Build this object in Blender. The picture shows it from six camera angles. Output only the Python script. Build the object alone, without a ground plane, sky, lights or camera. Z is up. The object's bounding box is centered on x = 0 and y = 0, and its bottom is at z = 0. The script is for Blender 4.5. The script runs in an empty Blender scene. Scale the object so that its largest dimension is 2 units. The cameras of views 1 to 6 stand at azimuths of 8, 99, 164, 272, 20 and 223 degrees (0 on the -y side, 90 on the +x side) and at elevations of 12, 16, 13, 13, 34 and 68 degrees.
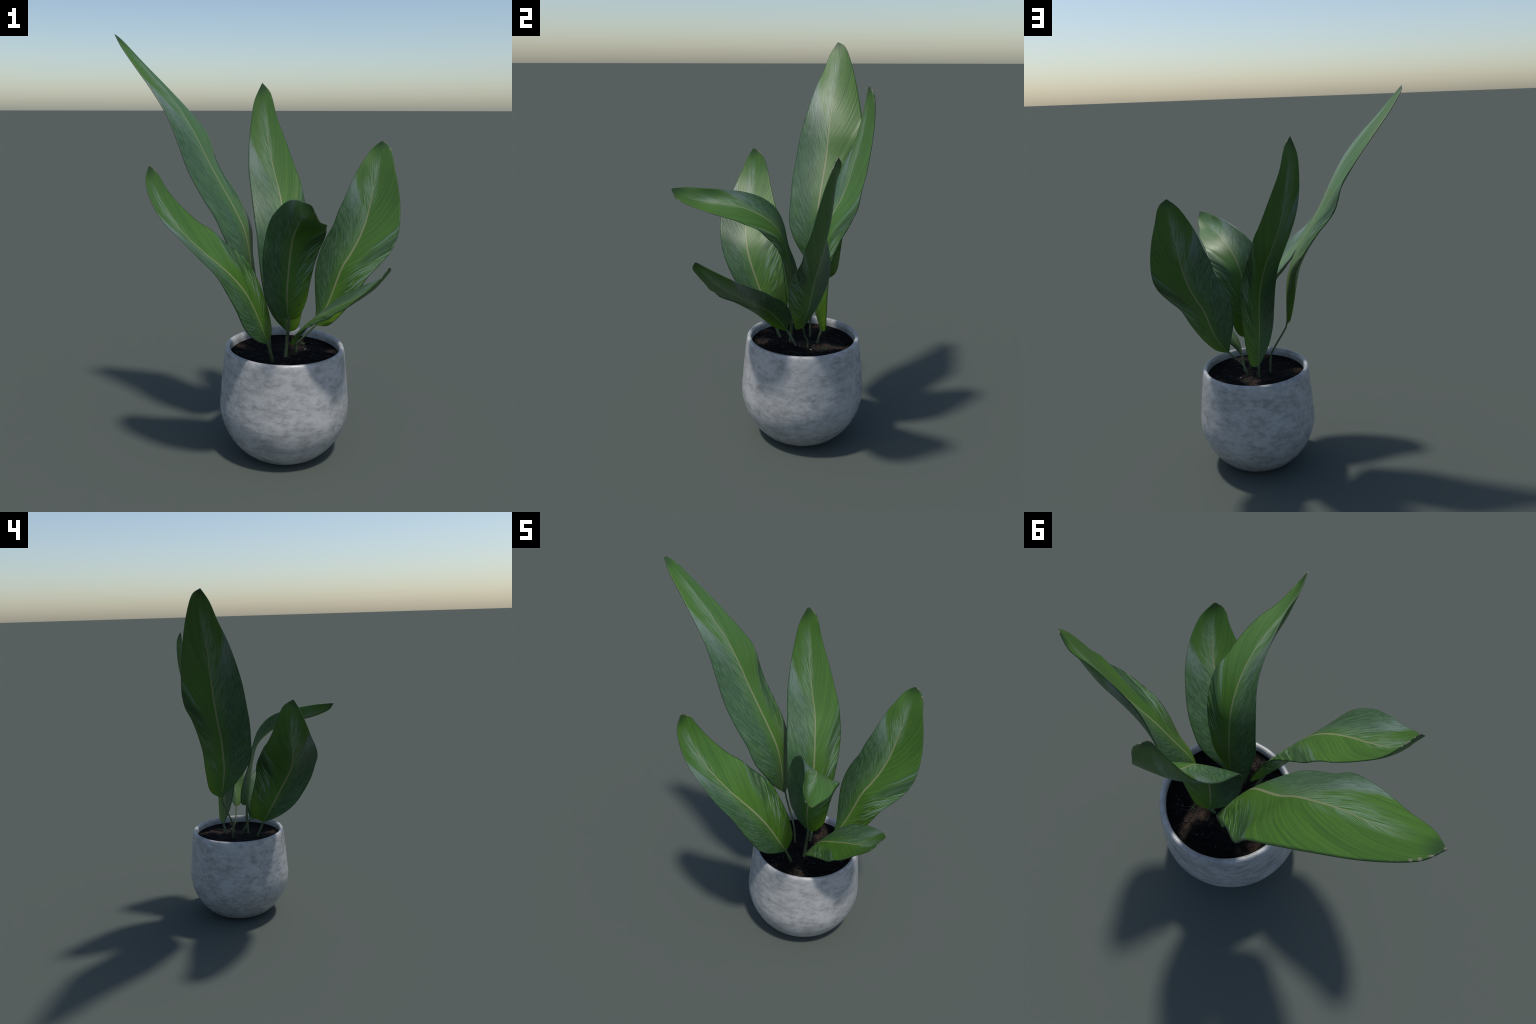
"""A potted plant: six large glossy leaves on thin stalks in a rounded concrete pot filled with dark soil."""
import math
import random

import bpy
import numpy as np
from mathutils import Vector, noise

random.seed(7)
rng = np.random.default_rng(7)

POT_CENTRE = (0.146, 0.155)
SOIL_LEVEL = 0.508

# ---------------------------------------------------------------- leaf control curves
# Every leaf is a blade between a left and a right margin with a midrib (spine) in between,
# from the base of the blade to its tip; the margins start and end on the spine's ends.
# thickness: depth of the swollen back behind the midrib; keel: how it thins towards the left and
# right margin; cup: how roundly the margins bend forward.
LEAVES = [
    dict(  # tall leaf leaning to -x
        spine=[(-0.013, 0.239, 0.788), (-0.022, 0.216, 0.889), (-0.033, 0.203, 0.993), (-0.057, 0.2, 1.098), (-0.106, 0.203, 1.201), (-0.167, 0.214, 1.305), (-0.229, 0.224, 1.413), (-0.287, 0.229, 1.528), (-0.354, 0.236, 1.638), (-0.433, 0.238, 1.739), (-0.518, 0.245, 1.831), (-0.599, 0.249, 1.917), (-0.672, 0.241, 1.999)],
        left=[(-0.048, 0.15, 0.884), (-0.071, 0.083, 0.979), (-0.116, 0.045, 1.069), (-0.163, 0.043, 1.172), (-0.228, 0.044, 1.276), (-0.29, 0.056, 1.388), (-0.339, 0.073, 1.511), (-0.396, 0.102, 1.633), (-0.474, 0.135, 1.746), (-0.557, 0.174, 1.846), (-0.628, 0.204, 1.936)],
        right=[(-0.014, 0.305, 0.837), (-0.032, 0.325, 0.952), (-0.04, 0.337, 1.082), (-0.086, 0.356, 1.193), (-0.151, 0.378, 1.292), (-0.218, 0.408, 1.387), (-0.261, 0.413, 1.51), (-0.344, 0.396, 1.631), (-0.45, 0.367, 1.751), (-0.559, 0.331, 1.868), (-0.644, 0.288, 1.967)],
        thickness=0.049, keel=(1.5, 1.5), cup=1.2, stalk=[(0.003, 0.229, 0.743), (0.044, 0.201, 0.659), (0.066, 0.185, 0.6), (0.074, 0.186, 0.5)], stalk_radius=0.0052),
    dict(  # upright leaf at the back
        spine=[(0.151, 0.247, 0.577), (0.151, 0.222, 0.668), (0.151, 0.207, 0.767), (0.15, 0.204, 0.871), (0.145, 0.215, 0.976), (0.134, 0.243, 1.078), (0.117, 0.287, 1.175), (0.094, 0.337, 1.268), (0.064, 0.368, 1.368), (0.039, 0.394, 1.474), (0.022, 0.416, 1.579), (0.007, 0.43, 1.683), (-0.003, 0.435, 1.784)],
        left=[(0.087, 0.208, 0.663), (0.049, 0.178, 0.763), (0.032, 0.158, 0.87), (0.02, 0.154, 0.978), (0.007, 0.174, 1.081), (-0.013, 0.217, 1.175), (-0.033, 0.269, 1.268), (-0.052, 0.316, 1.368), (-0.059, 0.362, 1.474), (-0.054, 0.397, 1.585), (-0.04, 0.42, 1.695)],
        right=[(0.2, 0.272, 0.596), (0.223, 0.277, 0.701), (0.235, 0.281, 0.828), (0.241, 0.293, 0.953), (0.243, 0.33, 1.062), (0.23, 0.381, 1.161), (0.204, 0.418, 1.265), (0.161, 0.442, 1.379), (0.114, 0.46, 1.5), (0.066, 0.47, 1.622), (0.036, 0.464, 1.732)],
        thickness=0.03, keel=(1.5, 1.5), cup=1.2, stalk=[(0.15, 0.238, 0.54), (0.148, 0.231, 0.5)], stalk_radius=0.0066),
    dict(  # broad leaf on the +x side
        spine=[(0.291, 0.171, 0.644), (0.327, 0.169, 0.705), (0.358, 0.182, 0.775), (0.384, 0.197, 0.851), (0.412, 0.211, 0.927), (0.453, 0.227, 0.996), (0.489, 0.245, 1.068), (0.516, 0.262, 1.142), (0.533, 0.28, 1.22), (0.547, 0.295, 1.298), (0.559, 0.309, 1.374), (0.57, 0.322, 1.447), (0.581, 0.332, 1.516)],
        left=[(0.29, 0.218, 0.721), (0.282, 0.257, 0.804), (0.28, 0.286, 0.889), (0.297, 0.296, 0.972), (0.327, 0.287, 1.049), (0.362, 0.278, 1.119), (0.385, 0.278, 1.187), (0.415, 0.286, 1.255), (0.444, 0.3, 1.329), (0.485, 0.318, 1.405), (0.532, 0.343, 1.474)],
        right=[(0.356, 0.141, 0.659), (0.422, 0.137, 0.727), (0.477, 0.125, 0.809), (0.524, 0.127, 0.894), (0.585, 0.144, 0.961), (0.639, 0.171, 1.03), (0.667, 0.205, 1.112), (0.671, 0.235, 1.204), (0.66, 0.26, 1.301), (0.639, 0.286, 1.395), (0.62, 0.315, 1.476)],
        thickness=0.024, keel=(1.5, 1.5), cup=1.2, stalk=[(0.225, 0.175, 0.57), (0.205, 0.186, 0.535), (0.2, 0.188, 0.5)], stalk_radius=0.0052),
    dict(  # leaf leaning to -x and -y
        spine=[(0.086, -0.009, 0.601), (0.072, -0.045, 0.665), (0.055, -0.08, 0.734), (0.033, -0.112, 0.807), (0.003, -0.144, 0.879), (-0.043, -0.17, 0.948), (-0.103, -0.188, 1.01), (-0.172, -0.197, 1.07), (-0.241, -0.196, 1.133), (-0.301, -0.193, 1.201), (-0.348, -0.191, 1.275), (-0.38, -0.192, 1.352), (-0.394, -0.197, 1.428)],
        left=[(0.053, -0.085, 0.638), (0.028, -0.155, 0.687), (0.006, -0.214, 0.749), (-0.013, -0.262, 0.827), (-0.045, -0.302, 0.913), (-0.09, -0.325, 1), (-0.158, -0.336, 1.073), (-0.23, -0.322, 1.139), (-0.306, -0.297, 1.203), (-0.365, -0.268, 1.282), (-0.398, -0.234, 1.365)],
        right=[(0.095, 0.059, 0.647), (0.079, 0.063, 0.738), (0.054, 0.043, 0.835), (0.021, 0.027, 0.922), (-0.021, 0.021, 0.995), (-0.08, 0.005, 1.05), (-0.142, -0.019, 1.109), (-0.215, -0.051, 1.167), (-0.284, -0.082, 1.238), (-0.342, -0.109, 1.317), (-0.374, -0.143, 1.391)],
        thickness=0.03, keel=(0.6, 1.8), cup=1.2, stalk=[(0.096, 0.012, 0.55), (0.103, 0.032, 0.5)], stalk_radius=0.0078),
    dict(  # leaf that arches over towards -y
        spine=[(0.17, 0.095, 0.688), (0.164, 0.083, 0.757), (0.164, 0.069, 0.832), (0.169, 0.058, 0.912), (0.177, 0.043, 0.993), (0.186, 0.021, 1.067), (0.202, -0.021, 1.126), (0.221, -0.08, 1.17), (0.237, -0.152, 1.202), (0.247, -0.232, 1.225), (0.259, -0.317, 1.242), (0.282, -0.397, 1.268), (0.299, -0.469, 1.311)],
        left=[(0.108, 0.122, 0.716), (0.06, 0.123, 0.797), (0.049, 0.098, 0.896), (0.05, 0.061, 0.995), (0.065, 0.041, 1.096), (0.093, 0.007, 1.182), (0.139, -0.049, 1.243), (0.178, -0.125, 1.278), (0.213, -0.211, 1.296), (0.243, -0.299, 1.305), (0.262, -0.388, 1.312)],
        right=[(0.218, 0.091, 0.709), (0.251, 0.093, 0.786), (0.269, 0.086, 0.88), (0.288, 0.071, 0.968), (0.31, 0.042, 1.041), (0.332, -0.005, 1.098), (0.341, -0.067, 1.145), (0.345, -0.151, 1.177), (0.347, -0.249, 1.202), (0.326, -0.352, 1.228), (0.316, -0.438, 1.265)],
        thickness=0.024, keel=(1.5, 1.5), cup=2, stalk=[(0.164, 0.098, 0.6), (0.157, 0.093, 0.5)], stalk_radius=0.0078),
    dict(  # low leaf reaching to +x and -y
        spine=[(0.203, 0.081, 0.584), (0.217, 0.06, 0.632), (0.24, 0.036, 0.676), (0.272, 0.01, 0.714), (0.311, -0.018, 0.749), (0.355, -0.047, 0.781), (0.4, -0.076, 0.815), (0.445, -0.108, 0.847), (0.488, -0.141, 0.881), (0.527, -0.176, 0.917), (0.56, -0.21, 0.957), (0.584, -0.243, 1.001), (0.599, -0.275, 1.047)],
        left=[(0.244, 0.097, 0.64), (0.284, 0.113, 0.689), (0.324, 0.118, 0.732), (0.364, 0.104, 0.774), (0.404, 0.084, 0.815), (0.449, 0.052, 0.847), (0.491, 0.013, 0.884), (0.535, -0.033, 0.916), (0.572, -0.086, 0.949), (0.598, -0.145, 0.984), (0.61, -0.207, 1.018)],
        right=[(0.19, 0.015, 0.596), (0.192, -0.037, 0.634), (0.216, -0.082, 0.678), (0.252, -0.123, 0.717), (0.291, -0.163, 0.754), (0.332, -0.203, 0.788), (0.378, -0.234, 0.822), (0.429, -0.254, 0.861), (0.48, -0.266, 0.909), (0.531, -0.28, 0.957), (0.57, -0.296, 1.006)],
        thickness=0.008, keel=(1.5, 1.5), cup=1.2, stalk=[(0.202, 0.105, 0.543), (0.201, 0.129, 0.5)], stalk_radius=0.0062),
]

# ---------------------------------------------------------------- small helpers
def catmull_rom(points, count):
    """Smooth curve through the control points, sampled at `count` even parameter steps."""
    p = np.asarray(points, float)
    p = np.vstack([2 * p[0] - p[1], p, 2 * p[-1] - p[-2]])
    x = np.linspace(0, len(p) - 3, count)
    k = np.minimum(x.astype(int), len(p) - 4)
    f = (x - k)[:, None]
    a, b, c, d = p[k], p[k + 1], p[k + 2], p[k + 3]
    return 0.5 * (2 * b + (c - a) * f + (2 * a - 5 * b + 4 * c - d) * f**2 + (3 * b - a - 3 * c + d) * f**3)


def unit(v):
    return v / np.maximum(np.linalg.norm(v, axis=-1, keepdims=True), 1e-9)


def smooth(lo, hi, x):
    t = np.clip((np.asarray(x, float) - lo) / (hi - lo), 0, 1)
    return t * t * (3 - 2 * t)


def add_object(name, mesh, parent, material):
    obj = bpy.data.objects.new(name, mesh)
    bpy.context.scene.collection.objects.link(obj)
    obj.parent = parent
    if material:
        mesh.materials.append(material)
    mesh.polygons.foreach_set("use_smooth", [True] * len(mesh.polygons))
    mesh.update()
    return obj


def revolve(profile, segments, centre):
    """Surface of revolution; profile points are (radius, height). Radius 0 closes with a fan."""
    verts, faces, rings = [], [], []
    for r, z in profile:
        if r < 1e-6:
            rings.append([len(verts)])
            verts.append((centre[0], centre[1], z))
        else:
            rings.append(list(range(len(verts), len(verts) + segments)))
            verts += [(centre[0] + r * math.cos(math.tau * i / segments), centre[1] + r * math.sin(math.tau * i / segments), z) for i in range(segments)]
    for a, b in zip(rings, rings[1:]):
        for i in range(segments):
            j = (i + 1) % segments
            if len(a) == 1:
                faces.append((a[0], b[j], b[i]))
            elif len(b) == 1:
                faces.append((a[i], a[j], b[0]))
            else:
                faces.append((a[i], a[j], b[j], b[i]))
    return verts, faces


def tube(path, radii, sides=10):
    path = np.asarray(path, float)
    tangent = unit(np.gradient(path, axis=0))
    side = unit(np.cross(tangent, np.array([0.31, 0.87, 0.1])))
    up = np.cross(tangent, side)
    verts, faces = [], []
    for p, s, u, r in zip(path, side, up, radii):
        verts += [tuple(p + r * (math.cos(math.tau * i / sides) * s + math.sin(math.tau * i / sides) * u)) for i in range(sides)]
    for k in range(len(path) - 1):
        for i in range(sides):
            j = (i + 1) % sides
            faces.append((k * sides + i, k * sides + j, (k + 1) * sides + j, (k + 1) * sides + i))
    faces.append(tuple(range(sides))[::-1])
    faces.append(tuple(range((len(path) - 1) * sides, len(path) * sides)))
    return verts, faces


# ---------------------------------------------------------------- node helper
class Nodes:
    def __init__(self, name):
        self.material = bpy.data.materials.new(name)
        self.material.use_nodes = True
        self.tree = self.material.node_tree
        self.shader = self.tree.nodes["Principled BSDF"]
        self.output = self.tree.nodes["Material Output"]

    def node(self, kind, **settings):
        n = self.tree.nodes.new(kind)
        for k, v in settings.items():
            setattr(n, k, v)
        return n

    def put(self, socket, value):
        if hasattr(value, "is_output"):
            self.tree.links.new(value, socket)
        else:
            socket.default_value = value

    def math(self, op, a, b=0.0, c=0.0):
        n = self.node("ShaderNodeMath", operation=op)
        for s, v in zip(n.inputs, (a, b, c)):
            self.put(s, v)
        return n.outputs[0]

    def ramp(self, value, lo, hi, out_lo=0.0, out_hi=1.0):
        n = self.node("ShaderNodeMapRange", interpolation_type="SMOOTHSTEP")
        for s, v in zip(n.inputs, (value, lo, hi, out_lo, out_hi)):
            self.put(s, v)
        return n.outputs[0]

    def mix(self, factor, a, b, blend="MIX"):
        n = self.node("ShaderNodeMix", data_type="RGBA", blend_type=blend)
        self.put(n.inputs[0], factor)
        for s, v in ((n.inputs[6], a), (n.inputs[7], b)):
            self.put(s, (*v, 1.0) if isinstance(v, tuple) else v)
        return n.outputs[2]

    def combine(self, x, y, z=0.0):
        n = self.node("ShaderNodeCombineXYZ")
        for s, v in zip(n.inputs, (x, y, z)):
            self.put(s, v)
        return n.outputs[0]

    def noise(self, vector, scale, detail=3.0, rough=0.55, warp=0.0):
        n = self.node("ShaderNodeTexNoise")
        self.put(n.inputs["Vector"], vector)
        for k, v in (("Scale", scale), ("Detail", detail), ("Roughness", rough), ("Distortion", warp)):
            n.inputs[k].default_value = v
        return n.outputs["Fac"]

    def bump(self, height, strength, distance, normal=None):
        n = self.node("ShaderNodeBump")
        self.put(n.inputs["Height"], height)
        n.inputs["Strength"].default_value = strength
        n.inputs["Distance"].default_value = distance
        if normal:
            self.put(n.inputs["Normal"], normal)
        return n.outputs["Normal"]


# ---------------------------------------------------------------- materials
def leaf_material():
    m = Nodes("leaf_green")
    # Generated coordinates of the blade at rest: x across (0.5 = midrib), y from base to tip, z front/back
    where = m.node("ShaderNodeTexCoord").outputs["Generated"]
    split = m.node("ShaderNodeSeparateXYZ")
    m.put(split.inputs[0], where)
    x, v = split.outputs[0], split.outputs[1]
    u = m.math("MULTIPLY_ADD", x, 2.0, -1.0)
    a = m.math("ABSOLUTE", u)
    random_value = m.node("ShaderNodeObjectInfo").outputs["Random"]
    shift = m.math("MULTIPLY", random_value, 17.0)
    # vein lines run outwards and tipwards from the midrib
    lean = m.math("MULTIPLY", m.math("POWER", a, 0.85), m.ramp(v, 0.0, 0.55, 0.10, 0.27))
    along = m.math("SUBTRACT", v, lean)
    wobble = m.noise(m.combine(m.math("MULTIPLY", u, 1.5), m.math("MULTIPLY", v, 3.0), shift), 2.0, 2.0)
    along = m.math("MULTIPLY_ADD", wobble, 0.02, along)
    left = m.math("LESS_THAN", u, 0.0)
    right = m.math("SUBTRACT", 1.0, left)
    streak_at = m.combine(m.math("MULTIPLY", along, 75.0), m.math("MULTIPLY_ADD", left, 9.0, m.math("MULTIPLY", a, 0.7)), shift)
    streak = m.noise(streak_at, 1.0, 2.0, 0.6)
    fine_at = m.combine(m.math("MULTIPLY", along, 240.0), m.math("MULTIPLY_ADD", left, 9.0, m.math("MULTIPLY", a, 5.0)), shift)
    fine = m.noise(fine_at, 1.0, 1.5, 0.5)
    # evenly spaced dark vein lines, a little irregular
    beat = m.math("SINE", m.math("MULTIPLY", m.math("MULTIPLY_ADD", streak, 0.010, along), 270.0))
    vein = m.math("MULTIPLY", m.ramp(beat, 0.55, 0.98), m.ramp(a, 0.03, 0.22))
    mottled = m.noise(m.combine(m.math("MULTIPLY", u, 2.0), m.math("MULTIPLY", v, 9.0), shift), 1.6, 4.0, 0.6)
    blotch = m.noise(m.combine(m.math("MULTIPLY", along, 50.0), m.math("MULTIPLY", u, 14.0), shift), 1.0, 3.0, 0.6)
    # colours: fresh green on the right half, bluish reflected light painted over the left
    green = m.mix(m.ramp(streak, 0.32, 0.66), (0.040, 0.110, 0.012), (0.058, 0.144, 0.015))
    green = m.mix(m.ramp(fine, 0.40, 0.28, 0.0, 0.30), green, (0.030, 0.072, 0.020))
    green = m.mix(m.math("MULTIPLY", vein, m.ramp(mottled, 0.3, 0.6, 0.15, 0.42)), green, (0.022, 0.062, 0.018))
    fresh = m.math("MULTIPLY", right, m.ramp(v, 0.42, 0.10))
    fresh = m.math("MULTIPLY", fresh, m.ramp(a, 0.20, 0.95, 0.20, 0.85))
    green = m.mix(fresh, green, m.mix(m.math("MULTIPLY", vein, 0.5), (0.095, 0.195, 0.010), (0.045, 0.110, 0.016)))
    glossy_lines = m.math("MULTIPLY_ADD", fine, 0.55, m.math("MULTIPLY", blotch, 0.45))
    baked_sheen = m.mix(m.ramp(glossy_lines, 0.40, 0.64), (0.025, 0.070, 0.025), (0.076, 0.138, 0.074))
    baked_sheen = m.mix(m.ramp(streak, 0.44, 0.34, 0.0, 0.4), baked_sheen, (0.024, 0.062, 0.034))
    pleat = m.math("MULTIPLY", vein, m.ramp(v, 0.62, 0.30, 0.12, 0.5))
    baked_sheen = m.mix(pleat, baked_sheen, (0.018, 0.050, 0.028))
    edge_of_baked_sheen = m.math("MULTIPLY_ADD", a, 0.17, 0.60)
    edge_of_baked_sheen = m.math("MULTIPLY_ADD", fine, 0.06, edge_of_baked_sheen)
    below = m.math("SUBTRACT", edge_of_baked_sheen, v)
    baked_sheen_mask = m.math("MULTIPLY", m.ramp(below, 0.0, 0.05), m.ramp(a, 0.08, 0.45, 0.30, 0.95))
    baked_sheen_mask = m.math("MULTIPLY", baked_sheen_mask, m.ramp(mottled, 0.25, 0.55, 0.60, 1.0))
    baked_sheen_mask = m.math("MULTIPLY", baked_sheen_mask, m.ramp(v, 0.0, 0.22, 0.45, 1.0))
    baked_sheen_mask = m.math("MULTIPLY", baked_sheen_mask, left)
    colour = m.mix(baked_sheen_mask, green, baked_sheen)
    # bright highlight painted where the bluish zone ends near the left margin, along veins
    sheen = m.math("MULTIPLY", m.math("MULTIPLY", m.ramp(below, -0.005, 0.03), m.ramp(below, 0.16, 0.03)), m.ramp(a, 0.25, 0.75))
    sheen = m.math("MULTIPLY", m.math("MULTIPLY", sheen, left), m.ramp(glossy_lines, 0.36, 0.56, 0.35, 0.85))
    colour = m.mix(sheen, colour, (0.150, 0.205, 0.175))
    # feathery reflections tinted into the colour beside the upper midrib
    feather = m.math("MULTIPLY", m.ramp(a, m.math("MULTIPLY_ADD", left, 0.48, 0.26), 0.02), m.math("MULTIPLY", m.ramp(v, m.math("MULTIPLY_ADD", left, -0.30, 0.62), 0.78), m.ramp(v, 0.95, 0.84)))
    feather = m.math("MULTIPLY", feather, m.ramp(fine, 0.44, 0.58, 0.0, 0.95))
    colour = m.mix(feather, colour, (0.165, 0.240, 0.165))
    # rucked band on the right half: shadows and glints of its folds coloured in
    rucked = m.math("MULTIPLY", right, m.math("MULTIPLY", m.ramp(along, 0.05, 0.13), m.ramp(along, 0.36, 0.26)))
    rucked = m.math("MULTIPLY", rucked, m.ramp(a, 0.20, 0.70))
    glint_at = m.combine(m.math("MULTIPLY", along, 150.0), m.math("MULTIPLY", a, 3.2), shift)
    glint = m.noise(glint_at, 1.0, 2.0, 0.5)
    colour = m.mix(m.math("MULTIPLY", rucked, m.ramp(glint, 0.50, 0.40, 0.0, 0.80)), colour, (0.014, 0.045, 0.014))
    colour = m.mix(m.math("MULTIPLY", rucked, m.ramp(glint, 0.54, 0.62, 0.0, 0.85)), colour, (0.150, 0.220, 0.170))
    # one deep fold above the rucks: shadowed side darkened in colour, upper crest pale
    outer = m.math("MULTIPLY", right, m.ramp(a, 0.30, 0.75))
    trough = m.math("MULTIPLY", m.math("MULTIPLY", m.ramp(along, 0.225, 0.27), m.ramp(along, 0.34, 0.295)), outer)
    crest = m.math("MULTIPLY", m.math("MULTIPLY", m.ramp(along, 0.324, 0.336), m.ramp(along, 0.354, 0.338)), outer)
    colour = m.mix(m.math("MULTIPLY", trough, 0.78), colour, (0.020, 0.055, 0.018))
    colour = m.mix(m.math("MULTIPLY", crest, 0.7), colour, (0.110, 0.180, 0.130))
    # dark tip, brown worn point, dark margin
    tip = m.ramp(m.math("MULTIPLY_ADD", a, 0.02, v), 0.93, 1.0, 0.0, 0.75)
    colour = m.mix(tip, colour, (0.012, 0.036, 0.012))
    rim = m.math("MULTIPLY", m.ramp(a, 0.955, 0.995, 0.0, 0.55), 1.0)
    colour = m.mix(rim, colour, (0.016, 0.045, 0.014))
    worn = m.math("MULTIPLY", m.math("MULTIPLY", m.ramp(a, 0.86, 0.98), right), m.math("MULTIPLY", m.ramp(v, 0.86, 0.93), m.ramp(m.noise(m.combine(m.math("MULTIPLY", u, 4.0), m.math("MULTIPLY", v, 60.0), shift), 1.0), 0.50, 0.58)))
    worn = m.math("MAXIMUM", worn, m.ramp(v, 0.990, 0.999))
    colour = m.mix(m.math("MULTIPLY", worn, 0.8), colour, (0.26, 0.21, 0.17))
    # pale midrib, thinner towards the tip
    half = m.ramp(v, 0.0, 0.95, 0.052, 0.020)
    rib = m.ramp(a, half, m.math("MULTIPLY", half, 0.55))
    rib_fade = m.ramp(v, 0.95, 0.70, 0.15, 1.0)
    colour = m.mix(m.math("MULTIPLY", m.math("MULTIPLY", rib, rib_fade), 0.85), colour, (0.205, 0.220, 0.110))
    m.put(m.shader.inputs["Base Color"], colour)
    rough = m.math("MULTIPLY_ADD", mottled, 0.12, 0.39)
    m.put(m.shader.inputs["Roughness"], rough)
    m.shader.inputs["Specular IOR Level"].default_value = 0.45
    height = m.math("MULTIPLY_ADD", streak, 0.5, m.math("MULTIPLY", fine, 0.25))
    height = m.math("SUBTRACT", height, m.math("MULTIPLY", rib, 0.9))
    height = m.math("SUBTRACT", height, m.math("MULTIPLY", vein, 0.15))
    height = m.math("MULTIPLY_ADD", m.math("MULTIPLY", rucked, glint), 2.5, height)
    m.put(m.shader.inputs["Normal"], m.bump(height, 0.30, 0.003))
    return m.material


def stalk_material():
    m = Nodes("stalk_green")
    where = m.node("ShaderNodeTexCoord").outputs["Object"]
    n = m.noise(where, 30.0, 3.0)
    m.put(m.shader.inputs["Base Color"], m.mix(m.ramp(n, 0.3, 0.7), (0.050, 0.078, 0.034), (0.085, 0.115, 0.055)))
    m.shader.inputs["Roughness"].default_value = 0.45
    return m.material


def pot_material():
    m = Nodes("mottled_concrete")
    where = m.node("ShaderNodeTexCoord").outputs["Object"]
    stretch = m.node("ShaderNodeMapping")
    stretch.inputs["Scale"].default_value = (1.0, 1.0, 1.7)
    m.put(stretch.inputs["Vector"], where)
    p = stretch.outputs[0]
    big, mid, grain = m.noise(p, 10.0, 5.0, 0.62, 0.3), m.noise(p, 26.0, 5.0, 0.65), m.noise(p, 130.0, 3.0, 0.6)
    cloud = m.math("MULTIPLY_ADD", mid, 0.48, m.math("MULTIPLY", big, 0.52))
    colour = m.mix(m.ramp(cloud, 0.34, 0.62), (0.265, 0.263, 0.260), (0.460, 0.458, 0.456))
    colour = m.mix(m.ramp(grain, 0.35, 0.7, 0.0, 0.22), colour, (0.240, 0.238, 0.236))
    m.put(m.shader.inputs["Base Color"], colour)
    m.put(m.shader.inputs["Roughness"], m.ramp(mid, 0.3, 0.7, 0.25, 0.42))
    m.put(m.shader.inputs["Normal"], m.bump(m.math("MULTIPLY_ADD", grain, 0.4, mid), 0.25, 0.004))
    return m.material


# loam shows through the dark peat in a few places: (x, y, half length along x, half length along y)
LOAM = [(0.040, 0.150, 0.045, 0.115), (0.075, 0.075, 0.050, 0.035), (0.030, -0.200, 0.050, 0.040), (-0.225, 0.065, 0.035, 0.060), (0.215, 0.050, 0.045, 0.030)]


def soil_material():
    m = Nodes("dark_soil")
    where = m.node("ShaderNodeTexCoord").outputs["Object"]
    split = m.node("ShaderNodeSeparateXYZ")
    m.put(split.inputs[0], where)
    crumbs, grit = m.noise(where, 45.0, 5.0, 0.65), m.noise(where, 170.0, 3.0, 0.6)
    ragged = m.noise(where, 22.0, 4.0, 0.6)
    colour = m.mix(m.ramp(crumbs, 0.40, 0.75), (0.0020, 0.0018, 0.0018), (0.011, 0.0095, 0.009))
    loam = 0.0
    for x, y, rx, ry in LOAM:
        dx = m.math("DIVIDE", m.math("SUBTRACT", split.outputs[0], x), rx)
        dy = m.math("DIVIDE", m.math("SUBTRACT", split.outputs[1], y), ry)
        far = m.math("ADD", m.math("MULTIPLY", dx, dx), m.math("MULTIPLY", dy, dy))
        loam = m.math("MAXIMUM", loam, m.ramp(m.math("MULTIPLY_ADD", ragged, 2.6, far), 2.3, 1.3, 0.0, 1.0 if ry > 0.1 else 0.6))
    cracks = m.node("ShaderNodeTexVoronoi", feature="DISTANCE_TO_EDGE")
    bent = m.node("ShaderNodeTexNoise")
    m.put(bent.inputs["Vector"], where)
    bent.inputs["Scale"].default_value = 30.0
    warped = m.node("ShaderNodeVectorMath", operation="MULTIPLY_ADD")
    m.put(warped.inputs[0], bent.outputs["Color"])
    warped.inputs[1].default_value = (0.035, 0.035, 0.035)
    m.put(warped.inputs[2], where)
    m.put(cracks.inputs["Vector"], warped.outputs[0])
    cracks.inputs["Scale"].default_value = 24.0
    open_ground = m.ramp(m.math("MULTIPLY_ADD", grit, 0.10, cracks.outputs["Distance"]), 0.05, 0.13, 0.25, 1.0)
    brown = m.mix(m.ramp(m.math("MULTIPLY_ADD", grit, 0.5, m.math("MULTIPLY", crumbs, 0.5)), 0.36, 0.66), (0.012, 0.008, 0.006), (0.058, 0.039, 0.027))
    colour = m.mix(m.math("MULTIPLY", m.math("MULTIPLY", loam, open_ground), 0.9), colour, brown)
    colour = m.mix(m.ramp(m.noise(where, 120.0, 1.0), 0.70, 0.78, 0.0, 0.45), colour, (0.050, 0.052, 0.058))
    m.put(m.shader.inputs["Base Color"], colour)
    m.shader.inputs["Roughness"].default_value = 0.95
    m.shader.inputs["Specular IOR Level"].default_value = 0.1
    m.put(m.shader.inputs["Normal"], m.bump(m.math("MULTIPLY_ADD", grit, 0.4, crumbs), 0.7, 0.008))
    return m.material


def plain_material(name, dark, light, scale, rough):
    m = Nodes(name)
    where = m.node("ShaderNodeTexCoord").outputs["Object"]
    m.put(m.shader.inputs["Base Color"], m.mix(m.ramp(m.noise(where, scale, 3.0), 0.3, 0.7), dark, light))
    m.shader.inputs["Roughness"].default_value = rough
    return m.material


# ---------------------------------------------------------------- the plant
plant = bpy.data.objects.new("potted_plant", None)
bpy.context.scene.collection.objects.link(plant)
plant.location = (POT_CENTRE[0], POT_CENTRE[1], 0.0)
plant["label"] = "large glossy green leaves in a round grey concrete pot"
plant["category"] = "potted plant"
HOME = np.array([POT_CENTRE[0], POT_CENTRE[1], 0.0])

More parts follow.
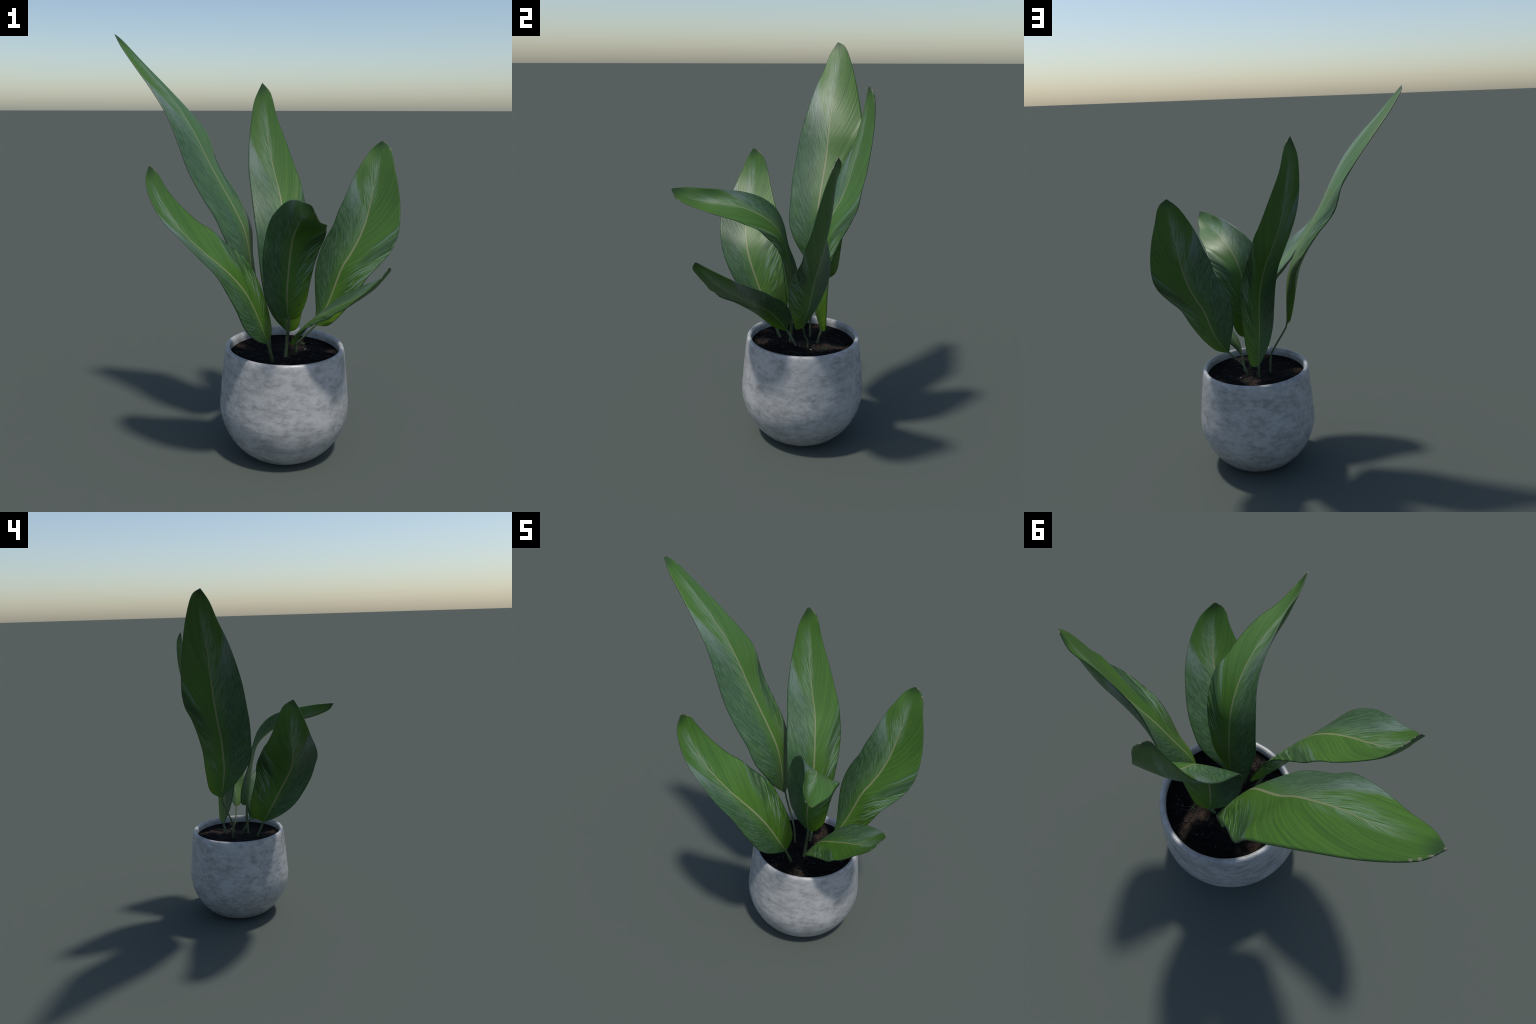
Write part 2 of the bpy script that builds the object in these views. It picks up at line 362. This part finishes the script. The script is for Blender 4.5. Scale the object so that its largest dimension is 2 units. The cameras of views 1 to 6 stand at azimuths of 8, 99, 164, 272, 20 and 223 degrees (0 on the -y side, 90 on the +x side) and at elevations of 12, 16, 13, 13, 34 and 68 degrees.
# ---- pot: bellied outside, thick rounded lip, hollow inside down to below the soil
OUTSIDE = [(0.0, 0.0), (0.10, 0.0), (0.158, 0.0), (0.188, 0.014), (0.219, 0.040), (0.254, 0.080), (0.283, 0.130), (0.302, 0.180), (0.312, 0.230), (0.3125, 0.270),
           (0.309, 0.310), (0.305, 0.360), (0.299, 0.420), (0.293, 0.480), (0.2885, 0.520), (0.285, 0.537)]
LIP = [(0.281, 0.5445), (0.275, 0.547), (0.269, 0.5455), (0.2635, 0.539)]
INSIDE = [(0.2615, 0.525), (0.262, 0.505), (0.264, 0.46), (0.262, 0.38), (0.0, 0.38)]
pot_profile = [(r, z) for r, z in catmull_rom(OUTSIDE[2:], 60)]
pot_profile = OUTSIDE[:2] + pot_profile + LIP + INSIDE
verts, faces = revolve(pot_profile, 128, (0.0, 0.0))
mesh = bpy.data.meshes.new("pot")
mesh.from_pydata(verts, [], faces)
pot = add_object("pot", mesh, plant, pot_material())

# ---- soil: a slightly uneven disc inside the lip
soil_rings = [(0.262 * (i / 40) , 0.0) for i in range(40, -1, -1)]
verts, faces = revolve(soil_rings, 120, (0.0, 0.0))
def soil_height(x, y):
    fade = float(smooth(0.262, 0.24, math.hypot(x, y)))
    lumps = noise.fractal(Vector((x * 14, y * 14, 3.1)), 0.9, 2.0, 4)
    return SOIL_LEVEL - 0.002 + fade * 0.006 * lumps
verts = [(x, y, soil_height(x, y)) for x, y, _ in verts]
mesh = bpy.data.meshes.new("soil")
mesh.from_pydata(verts, [], faces)
soil = add_object("soil", mesh, plant, soil_material())

# ---- litter on the soil: pebbles, fine roots, one pale wood chip, two tufts of sprouting grass
def soil_point(radius_limit=0.235):
    while True:
        x, y = rng.uniform(-radius_limit, radius_limit, 2)
        if math.hypot(x, y) < radius_limit:
            return x, y, soil_height(x, y)


def join(pieces):
    verts, faces = [], []
    for v, f in pieces:
        faces += [tuple(i + len(verts) for i in face) for face in f]
        verts += v
    return verts, faces


def pebble(x, y, z, size):
    turn, flat, long = rng.uniform(0, math.tau), rng.uniform(0.35, 0.6), rng.uniform(1.0, 1.7)
    profile = [(0.0, -1.0), (0.65, -0.7), (1.0, 0.0), (0.65, 0.7), (0.0, 1.0)]
    verts, faces = revolve(profile, 8, (0.0, 0.0))
    out = []
    for vx, vy, vz in verts:
        k = size * (1 + 0.25 * noise.noise(Vector((vx + x * 90, vy + y * 90, vz))))
        vx, vy = vx * k * long, vy * k
        out.append((x + vx * math.cos(turn) - vy * math.sin(turn), y + vx * math.sin(turn) + vy * math.cos(turn), z + vz * k * flat + 0.001))
    return out, faces


def rootlet(x, y, length, bend, turn, radius):
    s = np.linspace(-0.5, 0.5, 12)
    px = x + length * s * math.cos(turn) - bend * (s**2 - 0.1) * math.sin(turn)
    py = y + length * s * math.sin(turn) + bend * (s**2 - 0.1) * math.cos(turn)
    keep = np.hypot(px, py) < 0.25
    if keep.sum() < 4:
        return [], []
    px, py = px[keep], py[keep]
    pz = np.array([soil_height(a, b) + 0.0006 for a, b in zip(px, py)])
    return tube(np.stack([px, py, pz], 1), np.full(len(px), radius), 5)


def grass_tuft(x, y, blades):
    pieces = []
    for k in range(blades):
        turn, length = rng.uniform(0, math.tau), rng.uniform(0.016, 0.030)
        s = np.linspace(0, 1, 8)
        path = np.stack([x + length * s * math.cos(turn), y + length * s * math.sin(turn), soil_height(x, y) + 0.012 * np.sin(s * 2.4)], 1)
        pieces.append(tube(path, 0.0011 * (1 - 0.8 * s), 5))
    return pieces


def add_litter(name, pieces, material, plenty=True):
    verts, faces = join(pieces)
    mesh = bpy.data.meshes.new(name)
    mesh.from_pydata(verts, [], faces)
    obj = add_object(name, mesh, plant, material)
    if plenty:
        obj["kind"] = "stuff"
    return obj


add_litter("pebbles", [pebble(*soil_point(), rng.uniform(0.0018, 0.0042)) for _ in range(42)], plain_material("grey_pebble", (0.018, 0.018, 0.021), (0.050, 0.052, 0.060), 60.0, 0.8))
add_litter("rootlets", [rootlet(*soil_point()[:2], rng.uniform(0.02, 0.06), rng.uniform(-0.05, 0.05), rng.uniform(0, math.tau), 0.00055) for _ in range(46)]
           + [rootlet(0.03 + rng.normal(0, 0.03), -0.19 + rng.normal(0, 0.02), rng.uniform(0.03, 0.06), rng.uniform(-0.10, 0.10), rng.uniform(0, math.tau), 0.0006) for _ in range(14)],
           plain_material("dry_root", (0.025, 0.020, 0.016), (0.065, 0.054, 0.042), 40.0, 0.8))
add_litter("wood_chip", [pebble(0.097, 0.053, soil_height(0.097, 0.053), 0.0065)], plain_material("pale_wood", (0.09, 0.075, 0.06), (0.17, 0.145, 0.12), 90.0, 0.8), False)
for spot in ((0.084, 0.121, 7), (-0.225, -0.064, 4)):
    add_litter("grass_tuft", grass_tuft(*spot), plain_material("young_grass", (0.015, 0.050, 0.012), (0.030, 0.085, 0.018), 50.0, 0.5))

# ---- leaves
ROWS, COLUMNS = 150, 40
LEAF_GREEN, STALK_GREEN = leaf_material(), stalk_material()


def blade_surface(leaf):
    """Front and back sheets of the posed blade, and the same grid at rest (flat unit square)."""
    spine = catmull_rom(leaf["spine"], ROWS + 1)
    left = catmull_rom([leaf["spine"][0], *leaf["left"], leaf["spine"][-1]], ROWS + 1)
    right = catmull_rom([leaf["spine"][0], *leaf["right"], leaf["spine"][-1]], ROWS + 1)
    v = np.linspace(0, 1, ROWS + 1)
    tangent = unit(np.gradient(spine, axis=0))
    width = right - left
    width[0], width[-1] = width[1], width[-2]
    width = unit(width - (width * tangent).sum(1, keepdims=True) * tangent)
    normal = np.cross(width, tangent)
    for _ in range(6):
        normal[1:-1] = (normal[:-2] + 2 * normal[1:-1] + normal[2:]) / 4
    normal = unit(normal)
    swell = leaf["thickness"] * smooth(0, 0.22, v) ** 0.6 * smooth(1.0, 0.62, v) ** 0.8
    front, back, rest = [], [], []
    for u in np.linspace(-1, 1, COLUMNS + 1):
        a = abs(u)
        reach = (left if u < 0 else right) - spine
        lift = (reach * normal).sum(1, keepdims=True)
        sheet = spine + (reach - lift * normal) * a + np.where(lift < 0, lift * a**1.8, lift * a ** leaf["cup"]) * normal
        # rucks that follow the veins on the right half, and faint pleats everywhere
        lean = 0.26 * a**0.85
        phase = (v - lean) * 150
        ruck = smooth(0.05, 0.18, v - lean) * smooth(0.38, 0.24, v - lean) * smooth(0.3, 0.8, a) * (u > 0)
        ripple = 0.0026 * ruck * np.sin(phase) + 0.0005 * np.sin(phase * 1.37 + 5 * u) * smooth(0.05, 0.3, a)
        ripple *= smooth(1.0, 0.93, a) * smooth(0, 0.06, v) * smooth(1, 0.94, v)
        if u > 0:  # one deep fold above the rucks
            fold = v - (0.10 + 0.17 * smooth(0, 0.55, v)) * a**0.85
            ripple = ripple + (0.004 * np.exp(-(((fold - 0.350) / 0.030) ** 2)) - 0.005 * np.exp(-(((fold - 0.282) / 0.030) ** 2))) * smooth(0.25, 0.75, a)
        sheet = sheet + normal * ripple[:, None]
        front.append(sheet)
        hollow = swell * (1 - a ** leaf["keel"][u > 0]) + 0.0035
        back.append(sheet - normal * hollow[:, None])
        rest.append(np.stack([np.full(ROWS + 1, u), v, np.zeros(ROWS + 1)], 1))
    return np.array(front), np.array(back), np.array(rest)


def build_blade(leaf):
    front, back, rest = blade_surface(leaf)
    c, r = COLUMNS + 1, ROWS + 1
    count = c * r
    index = lambda i, j, s: s * count + i * r + j
    faces = []
    for i in range(c - 1):
        for j in range(r - 1):
            faces.append((index(i, j, 0), index(i + 1, j, 0), index(i + 1, j + 1, 0), index(i, j + 1, 0)))
            faces.append((index(i, j, 1), index(i, j + 1, 1), index(i + 1, j + 1, 1), index(i + 1, j, 1)))
    for j in range(r - 1):
        faces.append((index(0, j, 0), index(0, j + 1, 0), index(0, j + 1, 1), index(0, j, 1)))
        faces.append((index(c - 1, j, 0), index(c - 1, j, 1), index(c - 1, j + 1, 1), index(c - 1, j + 1, 0)))
    at_rest = np.vstack([rest.reshape(-1, 3) + (0, 0, 0.05), rest.reshape(-1, 3) - (0, 0, 0.05)])
    posed = np.vstack([front.reshape(-1, 3), back.reshape(-1, 3)]) - HOME
    mesh = bpy.data.meshes.new("leaf")
    mesh.from_pydata(at_rest.tolist(), [], faces)
    return mesh, posed


for leaf in LEAVES:
    mesh, posed = build_blade(leaf)
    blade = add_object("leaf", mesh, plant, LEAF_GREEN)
    # the mesh lies flat at rest (so Generated coordinates follow the veins); a shape key bends it into its pose
    blade.shape_key_add(name="flat")
    pose = blade.shape_key_add(name="grown")
    pose.data.foreach_set("co", posed.ravel())
    pose.value = 1.0
    # stalk: from just inside the blade's base down into the soil
    spine = np.array(leaf["spine"])
    first = spine[0] + 0.75 * (spine[1] - spine[0])
    path = catmull_rom([first, spine[0], *leaf["stalk"]], 60) - HOME
    grow = np.linspace(0, 1, 60)
    radii = leaf["stalk_radius"] * (0.85 + 0.30 * grow**2) * (0.25 + 0.75 * smooth(0.0, 1.0 / (len(leaf["stalk"]) + 1) + 0.05, grow))
    # its upper end runs into the blade as the midrib, half sunk into the back
    across = np.array(leaf["right"][0]) - np.array(leaf["left"][0])
    back_of_blade = unit(np.cross(spine[1] - spine[0], across))
    path = path + back_of_blade * (0.004 * smooth(1.0 / (len(leaf["stalk"]) + 1), 0.0, grow))[:, None]
    verts, faces = tube(path, radii, 12)
    stalk_mesh = bpy.data.meshes.new("stalk")
    stalk_mesh.from_pydata(verts, [], faces)
    add_object("stalk", stalk_mesh, blade, STALK_GREEN)
